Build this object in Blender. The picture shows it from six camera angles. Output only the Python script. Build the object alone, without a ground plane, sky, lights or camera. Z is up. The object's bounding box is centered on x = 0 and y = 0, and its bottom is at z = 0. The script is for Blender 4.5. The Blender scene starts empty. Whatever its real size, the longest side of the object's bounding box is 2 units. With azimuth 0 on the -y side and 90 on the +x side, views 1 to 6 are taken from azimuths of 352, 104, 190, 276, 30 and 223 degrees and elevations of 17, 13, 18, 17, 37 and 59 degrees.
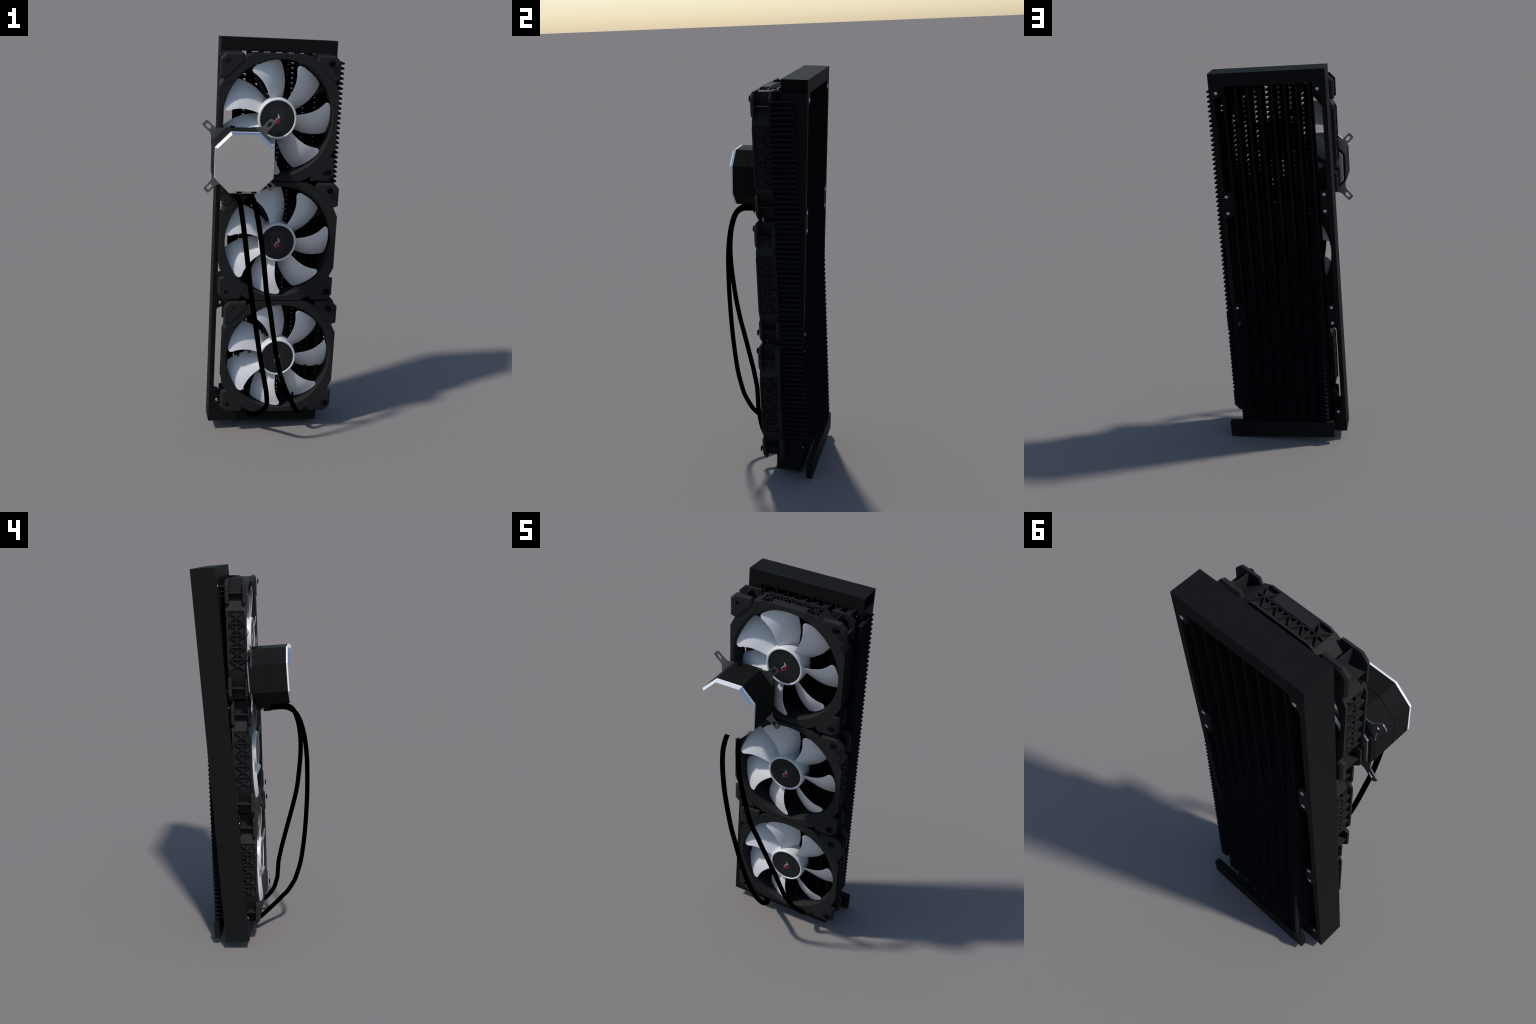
import bpy, bmesh, math
from mathutils import Vector, Matrix
from mathutils.geometry import tessellate_polygon

# ------------------------------------------------------------------ materials
def material(name, color, rough=0.5, metal=0.0, spec=0.5, vary=0.0, scale=40.0, bump=0.0):
    m = bpy.data.materials.new(name)
    m.use_nodes = True
    nt = m.node_tree
    b = nt.nodes["Principled BSDF"]
    b.inputs["Base Color"].default_value = (*color, 1)
    b.inputs["Roughness"].default_value = rough
    b.inputs["Metallic"].default_value = metal
    b.inputs["Specular IOR Level"].default_value = spec
    if vary > 0:
        tc = nt.nodes.new("ShaderNodeTexCoord")
        n = nt.nodes.new("ShaderNodeTexNoise")
        n.inputs["Scale"].default_value = scale
        n.inputs["Detail"].default_value = 4
        nt.links.new(tc.outputs["Object"], n.inputs["Vector"])
        r = nt.nodes.new("ShaderNodeValToRGB")
        r.color_ramp.elements[0].position = 0.3
        r.color_ramp.elements[1].position = 0.7
        r.color_ramp.elements[0].color = (*[c * (1 - vary) for c in color], 1)
        r.color_ramp.elements[1].color = (*[min(1, c * (1 + vary)) for c in color], 1)
        nt.links.new(n.outputs["Fac"], r.inputs["Fac"])
        nt.links.new(r.outputs["Color"], b.inputs["Base Color"])
        if bump > 0:
            bp = nt.nodes.new("ShaderNodeBump")
            bp.inputs["Strength"].default_value = bump
            bp.inputs["Distance"].default_value = 0.001
            nt.links.new(n.outputs["Fac"], bp.inputs["Height"])
            nt.links.new(bp.outputs["Normal"], b.inputs["Normal"])
    return m

M_FRAME = material("black_painted_metal", (0.0105, 0.0105, 0.0107), 0.55, spec=0.03, vary=0.05)
M_FIN = material("dark_fin_metal", (0.0135, 0.0145, 0.0165), 0.8, spec=0.0, vary=0.06)  # base colour raised and tinted blue for skylight on the fin ridges
M_TUBE = material("tube_black", (0.0105, 0.0106, 0.0110), 0.8, spec=0.0)
M_HOUSING = material("black_plastic", (0.0220, 0.0220, 0.0224), 0.5, spec=0.06, vary=0.04)
M_BLADE = material("white_plastic", (0.66, 0.665, 0.675), 0.35, vary=0.01)
M_CAP = material("hub_cap_black", (0.0210, 0.0210, 0.0214), 0.45, spec=0.10)
M_STICKER = material("sticker_black", (0.0235, 0.0235, 0.0239), 0.35, spec=0.18)
M_SILVER = material("emblem_silver", (0.55, 0.57, 0.60), 0.4)
M_RED = material("emblem_red", (0.45, 0.014, 0.018), 0.4)
M_RIM = material("white_rim", (0.82, 0.83, 0.85), 0.3)
M_BOLT = material("bolt_chrome", (0.46, 0.48, 0.52), 0.25, 1.0)
M_MIRROR = material("mirror_face", (0.98, 0.98, 0.98), 0.12, 1.0)
M_STEEL = material("bracket_steel", (0.21, 0.215, 0.22), 0.35, 0.85)
M_COLD = material("cold_plate_metal", (0.55, 0.55, 0.55), 0.3, 1.0)
M_PUMP = material("pump_black", (0.0100, 0.0100, 0.0100), 0.5, spec=0.03, vary=0.05)
M_HOSE = material("rubber_black", (0.0, 0.0, 0.0), 1.0, spec=0.0)
M_SCREW = material("screw_black", (0.0045, 0.0045, 0.0048), 0.6, spec=0.03)

# ------------------------------------------------------------------ mesh helpers
class Geo:
    """Collects faces; local axes are x (width), y (depth, + is back), z (height)."""
    def __init__(self):
        self.v, self.f = [], []

    def add(self, verts, faces):
        o = len(self.v)
        self.v += [tuple(p) for p in verts]
        self.f += [tuple(i + o for i in f) for f in faces]

    def box(self, x0, x1, y0, y1, z0, z1, mat=None):
        p = [Vector((x, y, z)) for z in (z0, z1) for y in (y0, y1) for x in (x0, x1)]
        if mat:
            p = [mat @ q for q in p]
        self.add(p, [(0, 2, 3, 1), (4, 5, 7, 6), (0, 1, 5, 4), (2, 6, 7, 3), (0, 4, 6, 2), (1, 3, 7, 5)])

    def plate(self, outer, y0, y1, holes=(), mat=None):
        """Prism of an (x, z) outline with holes, from depth y0 to y1."""
        loops = [list(outer)] + [list(h) for h in holes]
        flat = [p for l in loops for p in l]
        tris = tessellate_polygon([[Vector((a, b, 0)) for a, b in l] for l in loops])
        n = len(flat)
        pts = [Vector((a, y0, b)) for a, b in flat] + [Vector((a, y1, b)) for a, b in flat]
        if mat:
            pts = [mat @ q for q in pts]
        fs = []
        for t in tris:
            fs.append(tuple(t))
            fs.append(tuple(i + n for i in reversed(t)))
        o = 0
        for l in loops:
            k = len(l)
            for i in range(k):
                j = (i + 1) % k
                fs.append((o + i, o + j, o + j + n, o + i + n))
            o += k
        self.add(pts, fs)

    def loft(self, rings, cap0=True, cap1=True, closed=True):
        o, k = [], len(rings[0])
        for r in rings:
            o += list(r)
        fs = []
        for a in range(len(rings) - 1):
            for i in range(k if closed else k - 1):
                j = (i + 1) % k
                fs.append((a * k + i, a * k + j, (a + 1) * k + j, (a + 1) * k + i))
        if cap0:
            fs.append(tuple(range(k)))
        if cap1:
            fs.append(tuple((len(rings) - 1) * k + i for i in reversed(range(k))))
        self.add(o, fs)

    def lathe(self, profile, n=96, axis="y", centre=(0, 0, 0), cap0=True, cap1=True):
        """profile: (radius, position along the axis)"""
        rings = []
        for r, h in profile:
            ring = []
            for i in range(n):
                a = 2 * math.pi * i / n
                c, s = r * math.cos(a), r * math.sin(a)
                q = (c, h, s) if axis == "y" else (c, s, h)
                ring.append((q[0] + centre[0], q[1] + centre[1], q[2] + centre[2]))
            rings.append(ring)
        self.loft(rings, cap0, cap1)

    def mesh(self, name, mat, smooth=None):
        me = bpy.data.meshes.new(name)
        me.from_pydata(self.v, [], self.f)
        bm = bmesh.new()
        bm.from_mesh(me)
        bmesh.ops.recalc_face_normals(bm, faces=bm.faces)
        bm.to_mesh(me)
        bm.free()
        me.materials.append(mat)
        if smooth is not None:
            me.shade_smooth()
            me.set_sharp_from_angle(angle=math.radians(smooth))
        me.update()
        return me

def put(name, mesh, parent=None, matrix=None):
    ob = bpy.data.objects.new(name, mesh)
    bpy.context.scene.collection.objects.link(ob)
    ob.parent = parent
    if matrix is not None:
        ob.matrix_local = matrix
    return ob

def circle(r, n=96, cx=0.0, cz=0.0):
    return [(cx + r * math.cos(2 * math.pi * i / n), cz + r * math.sin(2 * math.pi * i / n)) for i in range(n)]

def inset(poly, d):
    """Shrink a convex outline by d (one distance, or one per edge)."""
    n = len(poly)
    ds = d if isinstance(d, (list, tuple)) else [d] * n
    area = sum(poly[i][0] * poly[(i + 1) % n][1] - poly[(i + 1) % n][0] * poly[i][1] for i in range(n))
    sg = 1 if area > 0 else -1
    lines = []
    for i in range(n):
        a, b = Vector(poly[i]), Vector(poly[(i + 1) % n])
        t = (b - a).normalized()
        nrm = Vector((-t.y, t.x)) * sg
        lines.append((a + nrm * ds[i], t))
    out = []
    for i in range(n):
        (p, t), (q, s) = lines[i - 1], lines[i]
        den = t.x * s.y - t.y * s.x
        k = ((q.x - p.x) * s.y - (q.y - p.y) * s.x) / den
        out.append(tuple(p + t * k))
    return out

def ring3(poly, y):
    return [(a, y, b) for a, b in poly]

def pose(axis_angle, at):
    v = Vector(axis_angle)
    return Matrix.Translation(at) @ Matrix.Rotation(v.length, 4, v.normalized())

# Slightly different leans of the radiator casing, the fin stack and the fans.
LEAN_CASE = (-0.05987, 0.05986, 0.01119)
LEAN_FIN = (-0.0071, 0.0580, 0.0113)
LEAN_FAN = (-0.0071, 0.0580, 0.0040)

root = bpy.data.objects.new("liquid_cooler", None)
bpy.context.scene.collection.objects.link(root)
root["label"] = "tall black liquid cooling radiator with three white-bladed fans and pump"
root["category"] = "computer cooler"

# ------------------------------------------------------------------ radiator casing
CASE = pose(LEAN_CASE, (-0.00998, 0.16285, 1.0047))
W, D, H = 0.2835, 0.0623, 0.9774          # half sizes
Z0 = 0.0115                               # centre of the bolt pattern
SHEET = 0.005

def window_side():
    """Right border of the casing window, top to bottom: bolt pads separated by slots."""
    p = [(0.222, 0.914), (0.222, 0.876), (0.226, 0.869), (0.250, 0.860), (0.258, 0.855), (0.2605, 0.846)]
    for top in (0.397, -0.213):
        p += [(0.2605, top), (0.257, top - 0.009), (0.228, top - 0.021), (0.222, top - 0.028)]
        p += [(0.222, top - 0.132), (0.228, top - 0.141), (0.257, top - 0.152), (0.2605, top - 0.162)]
    p += [(0.2605, -0.818), (0.258, -0.826), (0.250, -0.832), (0.226, -0.841), (0.222, -0.848), (0.222, -0.891)]
    return p

side = window_side()
window = side + [(-a, b) for a, b in reversed(side)]
TANK = 0.9175
sheet_outline = [(W, TANK), (W, -H), (-W, -H), (-W, TANK)]
g = Geo()
g.plate(sheet_outline, -D, D, [window])
# end tank on top: hollow, open at one end
g.box(-W, W, -D, D, H - SHEET, H)
g.box(-W, W, -D, -D + SHEET, TANK, H - SHEET)
g.box(-W, W, D - SHEET, D, TANK, H - SHEET)
g.box(-W, W - 0.030, -D + SHEET, D - SHEET, TANK, H - SHEET)
casing = put("radiator_casing", g.mesh("radiator_casing", M_FRAME), root, CASE)

g = Geo()
g.box(-0.0045, 0.0045, -D - 0.003, D - 0.003, -0.893, 0.926)
tube_mesh = g.mesh("coolant_tube", M_TUBE)
for k in range(8):
    put("coolant_tube", tube_mesh, casing, Matrix.Translation((-0.200 + 0.0593 * k, 0, 0)))

# loose end bar standing behind the casing
g = Geo()
bar = [(-0.222, -0.979), (0.339, -0.979), (0.339, -0.8915), (-0.222, -0.8915)]
g.plate(bar, 0.0995, 0.128)
put("end_bar", g.mesh("end_bar", M_FRAME), casing)

# chromed bolt ends on both faces
g = Geo()
R_B = 0.0088
prof = [(R_B, 0.0), (R_B, -0.0012)] + [(R_B * math.cos(a), -0.0012 - 0.0026 * math.sin(a)) for a in (0.3, 0.6, 0.9, 1.2, 1.45)]
g.lathe(prof, 32)
bolt_mesh = g.mesh("bolt", M_BOLT, 60)
for bx in (-0.242, 0.250):
    for bz in (0.8825, 0.3595, 0.2730, -0.2500, -0.3370, -0.8610):
        put("bolt", bolt_mesh, casing, Matrix.Translation((bx, -D + 0.0002, bz)))
        put("bolt", bolt_mesh, casing, Matrix.Translation((bx, D - 0.0002, bz)) @ Matrix.Rotation(math.pi, 4, "X"))

# ------------------------------------------------------------------ fin stack (zigzag columns)
PITCH, FIN_D, FIN_W, TOOTH = 0.0590, 0.122, 0.040, 0.02404

def fin_column(z_top, teeth):
    """Serpentine sheet: rounded fingers left and right in x-z, straight along the depth."""
    g = Geo()
    half, th = TOOTH / 2, 0.0008
    turn, reach = 0.0042, 0.0060           # half height and depth of each rounded turn
    mid = []
    for i in range(2 * teeth + 1):
        zc = z_top - i * half
        right = i % 2 == 0
        for k in range(7):
            a = math.pi / 2 - math.pi * k / 6
            dx = reach * (1 - math.cos(a))
            x = FIN_W - dx if right else dx
            mid.append(Vector((x, zc + turn * math.sin(a))))
    n = len(mid)
    up, dn = [], []
    for i, p in enumerate(mid):
        t = (mid[min(i + 1, n - 1)] - mid[max(i - 1, 0)]).normalized()
        nrm = Vector((-t.y, t.x)) * th
        up.append(p + nrm)
        dn.append(p - nrm)
    verts = []
    for y in (-FIN_D, 0.0):
        verts += [(p.x, y, p.y) for p in up] + [(p.x, y, p.y) for p in reversed(dn)]
    k = 2 * n
    fs = [(i, (i + 1) % k, (i + 1) % k + k, i + k) for i in range(k)]
    for base in (0, k):
        for i in range(n - 1):
            fs.append((base + i, base + i + 1, base + k - 2 - i, base + k - 1 - i))
    g.add(verts, fs)
    return g.mesh("fin_column", M_FIN, 40)

full = fin_column(0.907, 74)
short = fin_column(0.867, 70)
for k in range(9):
    at = (-0.209 + PITCH * k - (0.0015 if k == 8 else 0), 0.2395 - 0.0027 * k, 1.0)
    put("fin_column", full if k < 8 else short, root, pose(LEAN_FIN, at))

# ------------------------------------------------------------------ fans (unit: 120 mm = 0.6)
A = 0.3015                                 # half size
R_OPEN = 0.2775
V_F, V_B = 0.0008, 0.0985                  # ring plate faces
FRONT_T = 0.0085

def turned(poly, q):
    for _ in range(q):
        poly = [(-b, a) for a, b in poly]
    return poly

def housing_mesh():
    g = Geo()
    # outline of the ring plates: flat sides, notches, corner lugs
    quarter = [(A, -0.132), (A, 0.132), (0.284, 0.166), (0.262, 0.176), (0.262, 0.262), (0.176, 0.262), (0.166, 0.284)]
    outline = []
    for q in range(4):
        outline += turned(quarter, q)
    g.plate(outline, V_F, FRONT_T, [circle(R_OPEN + 0.004, 120)])
    g.plate([(a * 0.989, b * 0.989) for a, b in outline], V_B - 0.0080, V_B, [circle(R_OPEN + 0.002, 120)])
    # duct with flared lip
    duct = [(R_OPEN + 0.0055, 0.004), (R_OPEN + 0.0050, 0.0002), (R_OPEN + 0.002, 0.003), (R_OPEN - 0.001, 0.012), (R_OPEN - 0.001, 0.090),
            (R_OPEN + 0.004, 0.0995), (R_OPEN + 0.0055, 0.0975)]
    rings = []
    for i in range(120):
        a = 2 * math.pi * i / 120
        rings.append([(r * math.cos(a), v, r * math.sin(a)) for r, v in duct])
    rings.append(rings[0])
    g.loft(rings, False, False)
    # corner lugs, front and back, chamfered on their outer edges
    lug = [(0.178, 0.278), (0.186, A), (0.273, A), (A, 0.273), (A, 0.186), (0.278, 0.178)]
    inner = inset(lug, [0.010, 0.010, 0.010, 0.010, 0.010, 0.0])
    hole = circle(0.0125, 24, 0.2585, 0.2585)
    for q in range(4):
        for (face, chamf, back) in ((-0.0032, 0.005, 0.0135), (0.1040, 0.097, 0.0835)):
            lo, li = turned(lug, q), turned(inner, q)
            hp = turned(hole, q)
            lo3, ho3 = ring3(lo, chamf), ring3(hp, face)
            # outer wall, chamfer, face with screw hole, back face
            n = len(lo)
            vs = ring3(lo, back) + ring3(lo, chamf) + ring3(li, face)
            fs = []
            for lev in (0, 1):
                for i in range(n):
                    j = (i + 1) % n
                    fs.append((lev * n + i, lev * n + j, (lev + 1) * n + j, (lev + 1) * n + i))
            g.add(vs, fs)
            for poly, y in ((li, face), (lo, back)):
                loops = [poly, hp]
                tris = tessellate_polygon([[Vector((a, b, 0)) for a, b in l] for l in loops])
                g.add([(a, y, b) for l in loops for a, b in l], [tuple(t) for t in tris])
            m = len(hp)
            g.add(ring3(hp, face) + ring3(hp, back), [(i, (i + 1) % m, (i + 1) % m + m, i + m) for i in range(m)])
        # countersink ring around each front screw hole
        c = turned([(0.2585, 0.2585)], q)[0]
        ring = []
        for i in range(28):
            a = 2 * math.pi * i / 28
            ring.append([(c[0] + r * math.cos(a), v, c[1] + r * math.sin(a)) for r, v in ((0.0165, -0.0031), (0.0158, -0.0038), (0.0138, -0.0038), (0.0126, -0.0022))])
        ring.append(ring[0])
        g.loft(ring, False, False, closed=False)
        # inner part of the lug that blends into the ring plate
        web = [(0.15, 0.292), (0.176, 0.279), (0.279, 0.176), (0.292, 0.15), (0.236, 0.168), (0.168, 0.236)]
        g.plate(turned(web, q), -0.0004, 0.0125)
        g.plate(turned(web, q), 0.0865, 0.1010)
        # walls between the lugs
        g.plate(turned([(0.2330, 0.165), (0.2370, 0.165), (0.2370, 0.2965), (0.2330, 0.2965)], q), 0.0125, 0.085)
        g.plate(turned([(0.165, 0.2332), (0.2965, 0.2332), (0.2965, 0.2372), (0.165, 0.2372)], q), 0.0127, 0.0852)
        # smooth shoulders beside the open truss bays
        t0 = 0.1485
        g.plate(turned([(0.2832, -0.15), (0.2832, 0.15), (0.2780, 0.15), (0.2780, -0.15)], q), 0.0070, 0.0915)
        for s in (1, -1):
            sh = [(0.2926, s * t0), (0.2845, s * 0.166), (0.266, s * 0.199), (0.248, s * 0.2325), (0.205, s * 0.220), (0.240, s * 0.150)]
            g.plate(turned(sh, q), 0.0072, 0.0913)
        # triangulated ribs
        v0, v1 = 0.0080, 0.0908
        vm = (v0 + v1) / 2
        cell = 2 * t0 / 5

        def top(t):
            t = abs(t)
            return A - 0.0036 if t < 0.132 else A - 0.0036 - (t - 0.132) * 0.40

        def rib(ta, va, tb, vb, w=0.0032):
            d = Vector((tb - ta, vb - va)).normalized()
            nx, ny = -d.y * w / 2, d.x * w / 2
            secs = []
            for i in range(5):
                f = i / 4
                t, v = ta + (tb - ta) * f, va + (vb - va) * f
                sec = []
                for sgn, up in ((1, 0), (-1, 0), (-1, 1), (1, 1)):
                    x = top(t) if up else 0.2825
                    p = turned([(x, t + sgn * nx)], q)[0]
                    sec.append((p[0], v + sgn * ny, p[1]))
                secs.append(sec)
            g.loft(secs)

        for c5 in range(5):
            a, b = -t0 + c5 * cell, -t0 + (c5 + 1) * cell
            rib(a, v0, b, v1)
            rib(a, v1, b, v0)
            if c5:
                rib(a, v0, a, v1)
            rib(a, vm, b, vm)
    # flat badge plate on the upper side
    g.box(-0.0895, 0.0895, 0.0070, vm - 0.002, 0.288, A - 0.0006)
    # rear motor mount and struts
    g.lathe([(0.0, 0.080), (0.098, 0.080), (0.1, 0.084), (0.1, 0.0985), (0.0, 0.0985)], 64, cap0=False, cap1=False)
    for k in range(4):
        m = Matrix.Rotation(-math.radians(30 + 90 * k), 4, "Y")
        g.box(0.09, 0.281, 0.0845, 0.0975, -0.009, 0.009, m)
    me = g.mesh("fan_housing", M_HOUSING, 25)
    return me

def hub_mesh():
    g = Geo()
    prof = [(0.0862, 0.004), (0.0862, 0.0005), (0.0880, -0.0022), (0.0915, -0.0032), (0.0950, -0.0018), (0.0975, 0.0015), (0.0985, 0.006), (0.0985, 0.077), (0.090, 0.079)]
    g.lathe(prof, 96, cap0=False)
    return g.mesh("fan_hub", M_BLADE, 50)

def lerp_table(tab, x):
    for (a, va), (b, vb) in zip(tab, tab[1:]):
        if x <= b:
            return va + (vb - va) * max(0.0, (x - a) / (b - a))
    return tab[-1][1]

def smooth_table(tab, x, h=0.012):
    return sum(lerp_table(tab, x + d * h) for d in (-1, -0.5, 0, 0.5, 1)) / 5

LEAD = [(0.09, 11.6), (0.12, 10.6), (0.15, 10.6), (0.19, 12.4), (0.235, 16.6), (0.25, 19.0), (0.265, 20.4), (0.29, 20.8)]
TRAIL = [(0.09, -33.5), (0.12, -30.5), (0.174, -26.2), (0.23, -20.0), (0.27, -15.5), (0.29, -13.5)]

def blade_mesh():
    g = Geo()
    ns, nr = 36, 26
    R0, R1 = 0.092, 0.2718

    def rim(s):
        """Blade tip radius: rounded at the leading and the trailing corner."""
        r = R1
        if s < 0.17:
            r -= 0.030 * (1 - math.sqrt(max(0.0, 1 - ((0.17 - s) / 0.17) ** 2)))
        if s > 0.93:
            r -= 0.013 * (1 - math.sqrt(max(0.0, 1 - ((s - 0.93) / 0.07) ** 2)))
        return r

    def point(i, j, sgn):
        s = 0.5 - 0.5 * math.cos(math.pi * i / ns)
        f = j / nr
        f = 1 - (1 - f) ** 1.6
        r = R0 + (rim(s) - R0) * f
        la, ta = smooth_table(LEAD, r), smooth_table(TRAIL, r)
        ang = math.radians(la + (ta - la) * s)
        depth0 = 0.010 - 0.008 * min(1, (r - R0) / 0.12)
        v = depth0 + (0.072) * (0.62 * s + 0.38 * s * s)
        thick = 0.0012 + 0.0042 * math.sin(math.pi * min(1, s * 1.0)) ** 0.7 * (1 - 0.45 * f)
        if j == nr:
            thick *= 0.35
        # offset across the sheet, mostly along depth
        return (r * math.cos(ang), v + sgn * thick * 0.5, r * math.sin(ang))

    idx = {}
    vs = []
    for sgn in (-1, 1):
        for i in range(ns + 1):
            for j in range(nr + 1):
                idx[sgn, i, j] = len(vs)
                vs.append(point(i, j, sgn))
    fs = []
    for i in range(ns):
        for j in range(nr):
            for sgn in (-1, 1):
                q = (idx[sgn, i, j], idx[sgn, i + 1, j], idx[sgn, i + 1, j + 1], idx[sgn, i, j + 1])
                fs.append(q if sgn < 0 else q[::-1])
    for i in range(ns):
        for j in (0, nr):
            fs.append((idx[-1, i, j], idx[-1, i + 1, j], idx[1, i + 1, j], idx[1, i, j]))
    for j in range(nr):
        for i in (0, ns):
            fs.append((idx[-1, i, j], idx[-1, i, j + 1], idx[1, i, j + 1], idx[1, i, j]))
    g.add(vs, fs)
    return g.mesh("fan_blade", M_BLADE, 60)

def cap_mesh():
    g = Geo()
    g.lathe([(0.0, 0.0), (0.0848, 0.0), (0.0858, 0.0008), (0.0858, 0.01), (0.0, 0.01)], 96, cap0=False, cap1=False)
    return g.mesh("hub_cap", M_CAP, 30)

def sticker_mesh():
    g = Geo()
    g.box(-0.034, 0.034, -0.0004, 0.002, -0.058, 0.054)
    return g.mesh("hub_sticker", M_STICKER)

def emblem(poly_px, mat, name, y=-0.0010, holes=()):
    k = 0.000150
    conv = lambda pts: [((a - 560) * k, -(b - 745) * k) for a, b in pts]
    g = Geo()
    g.plate(conv(poly_px), y, 0.0005, [conv(h) for h in holes])
    return g.mesh(name, mat)

SWOOSH = [(545, 600), (575, 598), (605, 622), (617, 650), (612, 672), (660, 716), (648, 720), (610, 700), (560, 738), (505, 795), (485, 838),
          (468, 870), (457, 850), (470, 800), (505, 755), (560, 705), (585, 682), (570, 655), (578, 640), (562, 615)]
FLAME = [(612, 706), (632, 726), (634, 840), (604, 868), (560, 885), (512, 906), (492, 888), (530, 835), (575, 770)]
FLAME_GAP = [(603, 770), (610, 820), (590, 842), (563, 852)]
SPARK = [(470, 912), (488, 893), (506, 905), (486, 912)]

def screw_mesh():
    g = Geo()
    g.lathe([(0.0005, -0.0028), (0.007, -0.0026), (0.0130, -0.0014), (0.0158, 0.0008), (0.0158, 0.0022), (0.0005, 0.0030)], 28)
    for a in (0, 60, 120):
        m = Matrix.Rotation(math.radians(a + 20), 4, "Y")
        g.box(-0.0075, 0.0075, -0.0036, -0.0020, -0.0016, 0.0016, m)
    return g.mesh("screw", M_SCREW, 35)

ME_HOUSE, ME_HUB, ME_BLADE, ME_CAP, ME_STICK, ME_SCREW = housing_mesh(), hub_mesh(), blade_mesh(), cap_mesh(), sticker_mesh(), screw_mesh()
ME_SW = emblem(SWOOSH, M_SILVER, "emblem")
ME_FL = emblem(FLAME, M_RED, "emblem", -0.0011, [FLAME_GAP])
ME_SP = emblem(SPARK, M_SILVER, "emblem")
SQUEEZE = Matrix.Diagonal((0.952, 1, 1, 1))

for k in (1, 0, -1):
    at = (0.0128 + 0.0023 * k, 0.0018 + 0.0076 * k, 1.0150 + 0.6090 * k)
    fan = put("fan_housing", ME_HOUSE, root, pose(LEAN_FAN, at) @ SQUEEZE)
    off = Matrix.Translation((-0.0038, 0, -0.0014))       # the rotor sits slightly off centre
    put("fan_hub", ME_HUB, fan, off)
    for b in range(7):
        put("fan_blade", ME_BLADE, fan, off @ Matrix.Rotation(-math.radians(360 / 7 * b), 4, "Y"))
    put("hub_cap", ME_CAP, fan, off)
    put("hub_sticker", ME_STICK, fan, off)
    for me in (ME_SW, ME_FL, ME_SP):
        put("emblem", me, fan, off)
    for sx, sz in ((0.2535, 0.2685), (0.2745, -0.2500)):
        put("screw", ME_SCREW, fan, Matrix.Translation((sx - 0.0028, -0.0145, sz - 0.0014)))

# ------------------------------------------------------------------ pump
PUMP = pose((-0.0530, 0.0530, 0.0018), (-0.1742, 0.0, 1.4491))
PW, PH, PC = 0.1370, 0.1412, 0.0712       # half width, half height, corner cut
octagon = [(-PW + PC, PH), (PW - PC, PH), (PW, PH - PC), (PW, -PH + PC), (PW - PC, -PH), (-PW + PC, -PH), (-PW, -PH + PC), (-PW, PH - PC)]

g = Geo()
SEAM = -0.1120
g.loft([ring3(octagon, -0.0166), ring3(octagon, SEAM + 0.001), ring3(inset(octagon, 0.0022), SEAM + 0.001), ring3(inset(octagon, 0.0022), SEAM - 0.001),
        ring3(octagon, SEAM - 0.001), ring3(octagon, -0.1894), ring3(inset(octagon, 0.005), -0.1894), ring3(inset(octagon, 0.005), -0.1960)])
pump = put("pump_body", g.mesh("pump_body", M_PUMP), root, PUMP)

# rear base behind the bracket
g = Geo()
g.loft([ring3(inset(octagon, 0.0015), -0.0170), ring3(inset(octagon, 0.0015), -0.0030), ring3(inset(octagon, 0.004), -0.0008)])
put("pump_base", g.mesh("pump_base", M_PUMP), pump)
g = Geo()
g.loft([ring3(inset(octagon, 0.012), -0.0020), ring3(inset(octagon, 0.012), 0.0050), ring3(inset(octagon, 0.0135), 0.0065)])
put("cold_plate", g.mesh("cold_plate", M_COLD), pump)

# white rim and bevelled mirror face
g = Geo()
g.plate(octagon, -0.1972, -0.1896, [inset(octagon, 0.0045)])
put("front_rim", g.mesh("front_rim", M_RIM), pump)
g = Geo()
g.loft([ring3(inset(octagon, 0.0010), -0.1950), ring3(inset(octagon, 0.0010), -0.1986), ring3(inset(octagon, 0.0112), -0.2090)])
put("mirror_face", g.mesh("mirror_face", M_MIRROR), pump)

# mounting bracket: ring with four slotted arms
def rounded_arm():
    """Right half of an arm outline pointing along +z, from its wide foot to its rounded end."""
    p = [(0.055, 0.1365), (0.031, 0.1605), (0.0240, 0.1670), (0.0190, 0.1750), (0.0172, 0.1850)]
    e, r = 0.2345, 0.009
    for i in range(6):
        a = math.pi / 2 * i / 5
        p.append((0.0172 - r + r * math.cos(a), e - r + r * math.sin(a)))
    return p

half = rounded_arm()
arm = half + [(-a, b) for a, b in reversed(half)]
arm += [(-0.05, 0.10), (0.05, 0.10)]
slot = []
for cz, s in ((0.2150, 1), (0.1990, -1)):
    for i in range(7):
        a = math.pi * i / 6
        slot.append((0.0078 * math.cos(a) * s, cz + 0.0062 * math.sin(a) * s))
g = Geo()
for k in range(4):
    m = Matrix.Rotation(math.radians(45 + 90 * k), 4, "Y")
    g.plate(arm, -0.0150 + 0.00002 * k, -0.0102 + 0.00002 * k, [slot], m)
BRACKET = pose((0.0, 0.0090, 0.0), (-0.1761, 0.0, 1.4559))
put("mounting_bracket", g.mesh("mounting_bracket", M_STEEL, 30), pump, PUMP.inverted() @ BRACKET @ Matrix.Diagonal((0.99, 1, 1, 1)))

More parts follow.
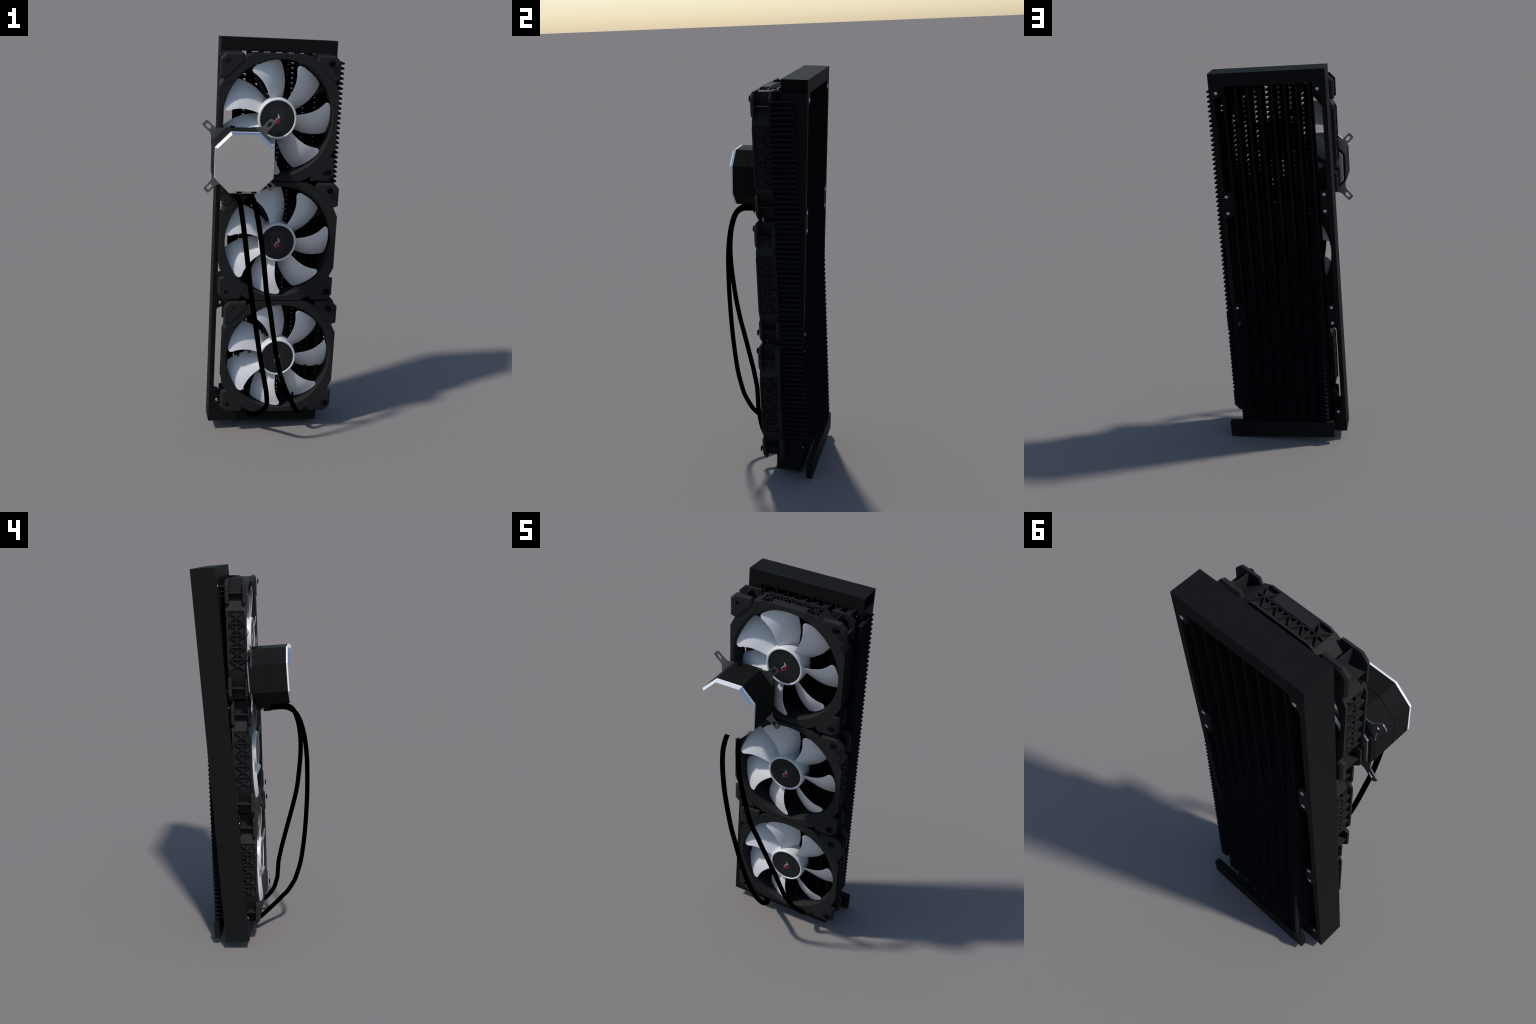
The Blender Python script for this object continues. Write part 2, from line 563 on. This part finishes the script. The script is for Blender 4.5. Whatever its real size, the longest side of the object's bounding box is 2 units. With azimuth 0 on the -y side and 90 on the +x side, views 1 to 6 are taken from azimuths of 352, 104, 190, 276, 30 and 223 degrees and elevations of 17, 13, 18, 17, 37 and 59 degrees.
# cap screw on the upper side and hose fittings below
g = Geo()
g.lathe([(0.0005, 0.0), (0.0135, 0.0), (0.0135, 0.006), (0.0105, 0.0085), (0.006, 0.0085), (0.006, 0.005), (0.0005, 0.005)], 32, "z")
put("cap_screw", g.mesh("cap_screw", M_SCREW, 35), pump, Matrix.Translation((-0.042, -0.030, PH - 0.001)))
g = Geo()
g.box(-0.050, -0.018, -0.090, -0.052, -PH - 0.036, -PH + 0.004)
g.box(0.030, 0.062, -0.090, -0.052, -PH - 0.036, -PH + 0.004)
put("hose_fitting", g.mesh("hose_fitting", M_PUMP), pump)
g = Geo()
g.box(-0.055, 0.065, -0.046, -0.016, -PH - 0.026, -PH + 0.004)
put("fitting_base", g.mesh("fitting_base", M_PUMP), pump)

# ------------------------------------------------------------------ hoses
def hose(points, radius=0.0120, n=20):
    """Round hose along a Catmull-Rom path."""
    P = [Vector(p) for p in points]
    P = [P[0] * 2 - P[1]] + P + [P[-1] * 2 - P[-2]]
    path = []
    for i in range(1, len(P) - 2):
        for s in range(8):
            t = s / 8
            a, b, c, d = P[i - 1], P[i], P[i + 1], P[i + 2]
            path.append(0.5 * (2 * b + (c - a) * t + (2 * a - 5 * b + 4 * c - d) * t * t + (3 * b - a - 3 * c + d) * t ** 3))
    path.append(P[-2])
    rings, nrm = [], Vector((1, 0, 0))
    for i, c in enumerate(path):
        t = (path[min(i + 1, len(path) - 1)] - path[max(i - 1, 0)]).normalized()
        nrm = (nrm - t * nrm.dot(t)).normalized()
        bi = t.cross(nrm)
        rings.append([tuple(c + (nrm * math.cos(2 * math.pi * k / n) + bi * math.sin(2 * math.pi * k / n)) * radius) for k in range(n)])
    g = Geo()
    g.loft(rings)
    return g.mesh("hose", M_HOSE, 60)

HOSE_A = [(-0.2060, -0.0600, 1.2850), (-0.2050, -0.1100, 1.2900), (-0.2040, -0.1500, 1.2920), (-0.2020, -0.1810, 1.2880), (-0.1965, -0.2140, 1.2680), (-0.1935, -0.2360, 1.2350), (-0.1885, -0.2540, 1.1800), (-0.1820, -0.2662, 1.1100), (-0.1750, -0.2730, 1.0310), (-0.1675, -0.2743, 0.9500), (-0.1550, -0.2715, 0.8230), (-0.1390, -0.2640, 0.7070), (-0.1260, -0.2555, 0.6070), (-0.1110, -0.2425, 0.5010), (-0.0945, -0.2260, 0.4050), (-0.0790, -0.2000, 0.3150), (-0.0735, -0.1830, 0.2750), (-0.0680, -0.1500, 0.2210), (-0.0695, -0.1250, 0.1950), (-0.0740, -0.1010, 0.1700), (-0.0810, -0.0770, 0.1480), (-0.0920, -0.0530, 0.1280), (-0.1020, -0.0310, 0.1100), (-0.1140, -0.0150, 0.0990), (-0.1260, 0.0000, 0.0910), (-0.1380, 0.0250, 0.0850), (-0.1400, 0.0480, 0.0840)]
HOSE_B = [(-0.1340, -0.0600, 1.2830), (-0.1340, -0.1050, 1.2870), (-0.1340, -0.1450, 1.2880), (-0.1330, -0.1750, 1.2840), (-0.1278, -0.2030, 1.2640), (-0.1210, -0.2200, 1.2240), (-0.1128, -0.2328, 1.1670), (-0.1028, -0.2385, 1.0900), (-0.0952, -0.2365, 1.0200), (-0.0882, -0.2305, 0.9530), (-0.0783, -0.2175, 0.8500), (-0.0680, -0.2050, 0.7850), (-0.0540, -0.1885, 0.7180), (-0.0430, -0.1675, 0.6410), (-0.0310, -0.1475, 0.5680), (-0.0150, -0.1205, 0.4660), (-0.0050, -0.1090, 0.4170), (0.0040, -0.0985, 0.3680), (0.0140, -0.0945, 0.3320), (0.0250, -0.0905, 0.2960), (0.0370, -0.0870, 0.2620), (0.0510, -0.0780, 0.2270), (0.0665, -0.0680, 0.1920), (0.0830, -0.0490, 0.1530), (0.1020, -0.0160, 0.1080), (0.1120, 0.0080, 0.0880), (0.1160, 0.0480, 0.0800)]
put("hose", hose(HOSE_A), root)
put("hose", hose(HOSE_B), root)
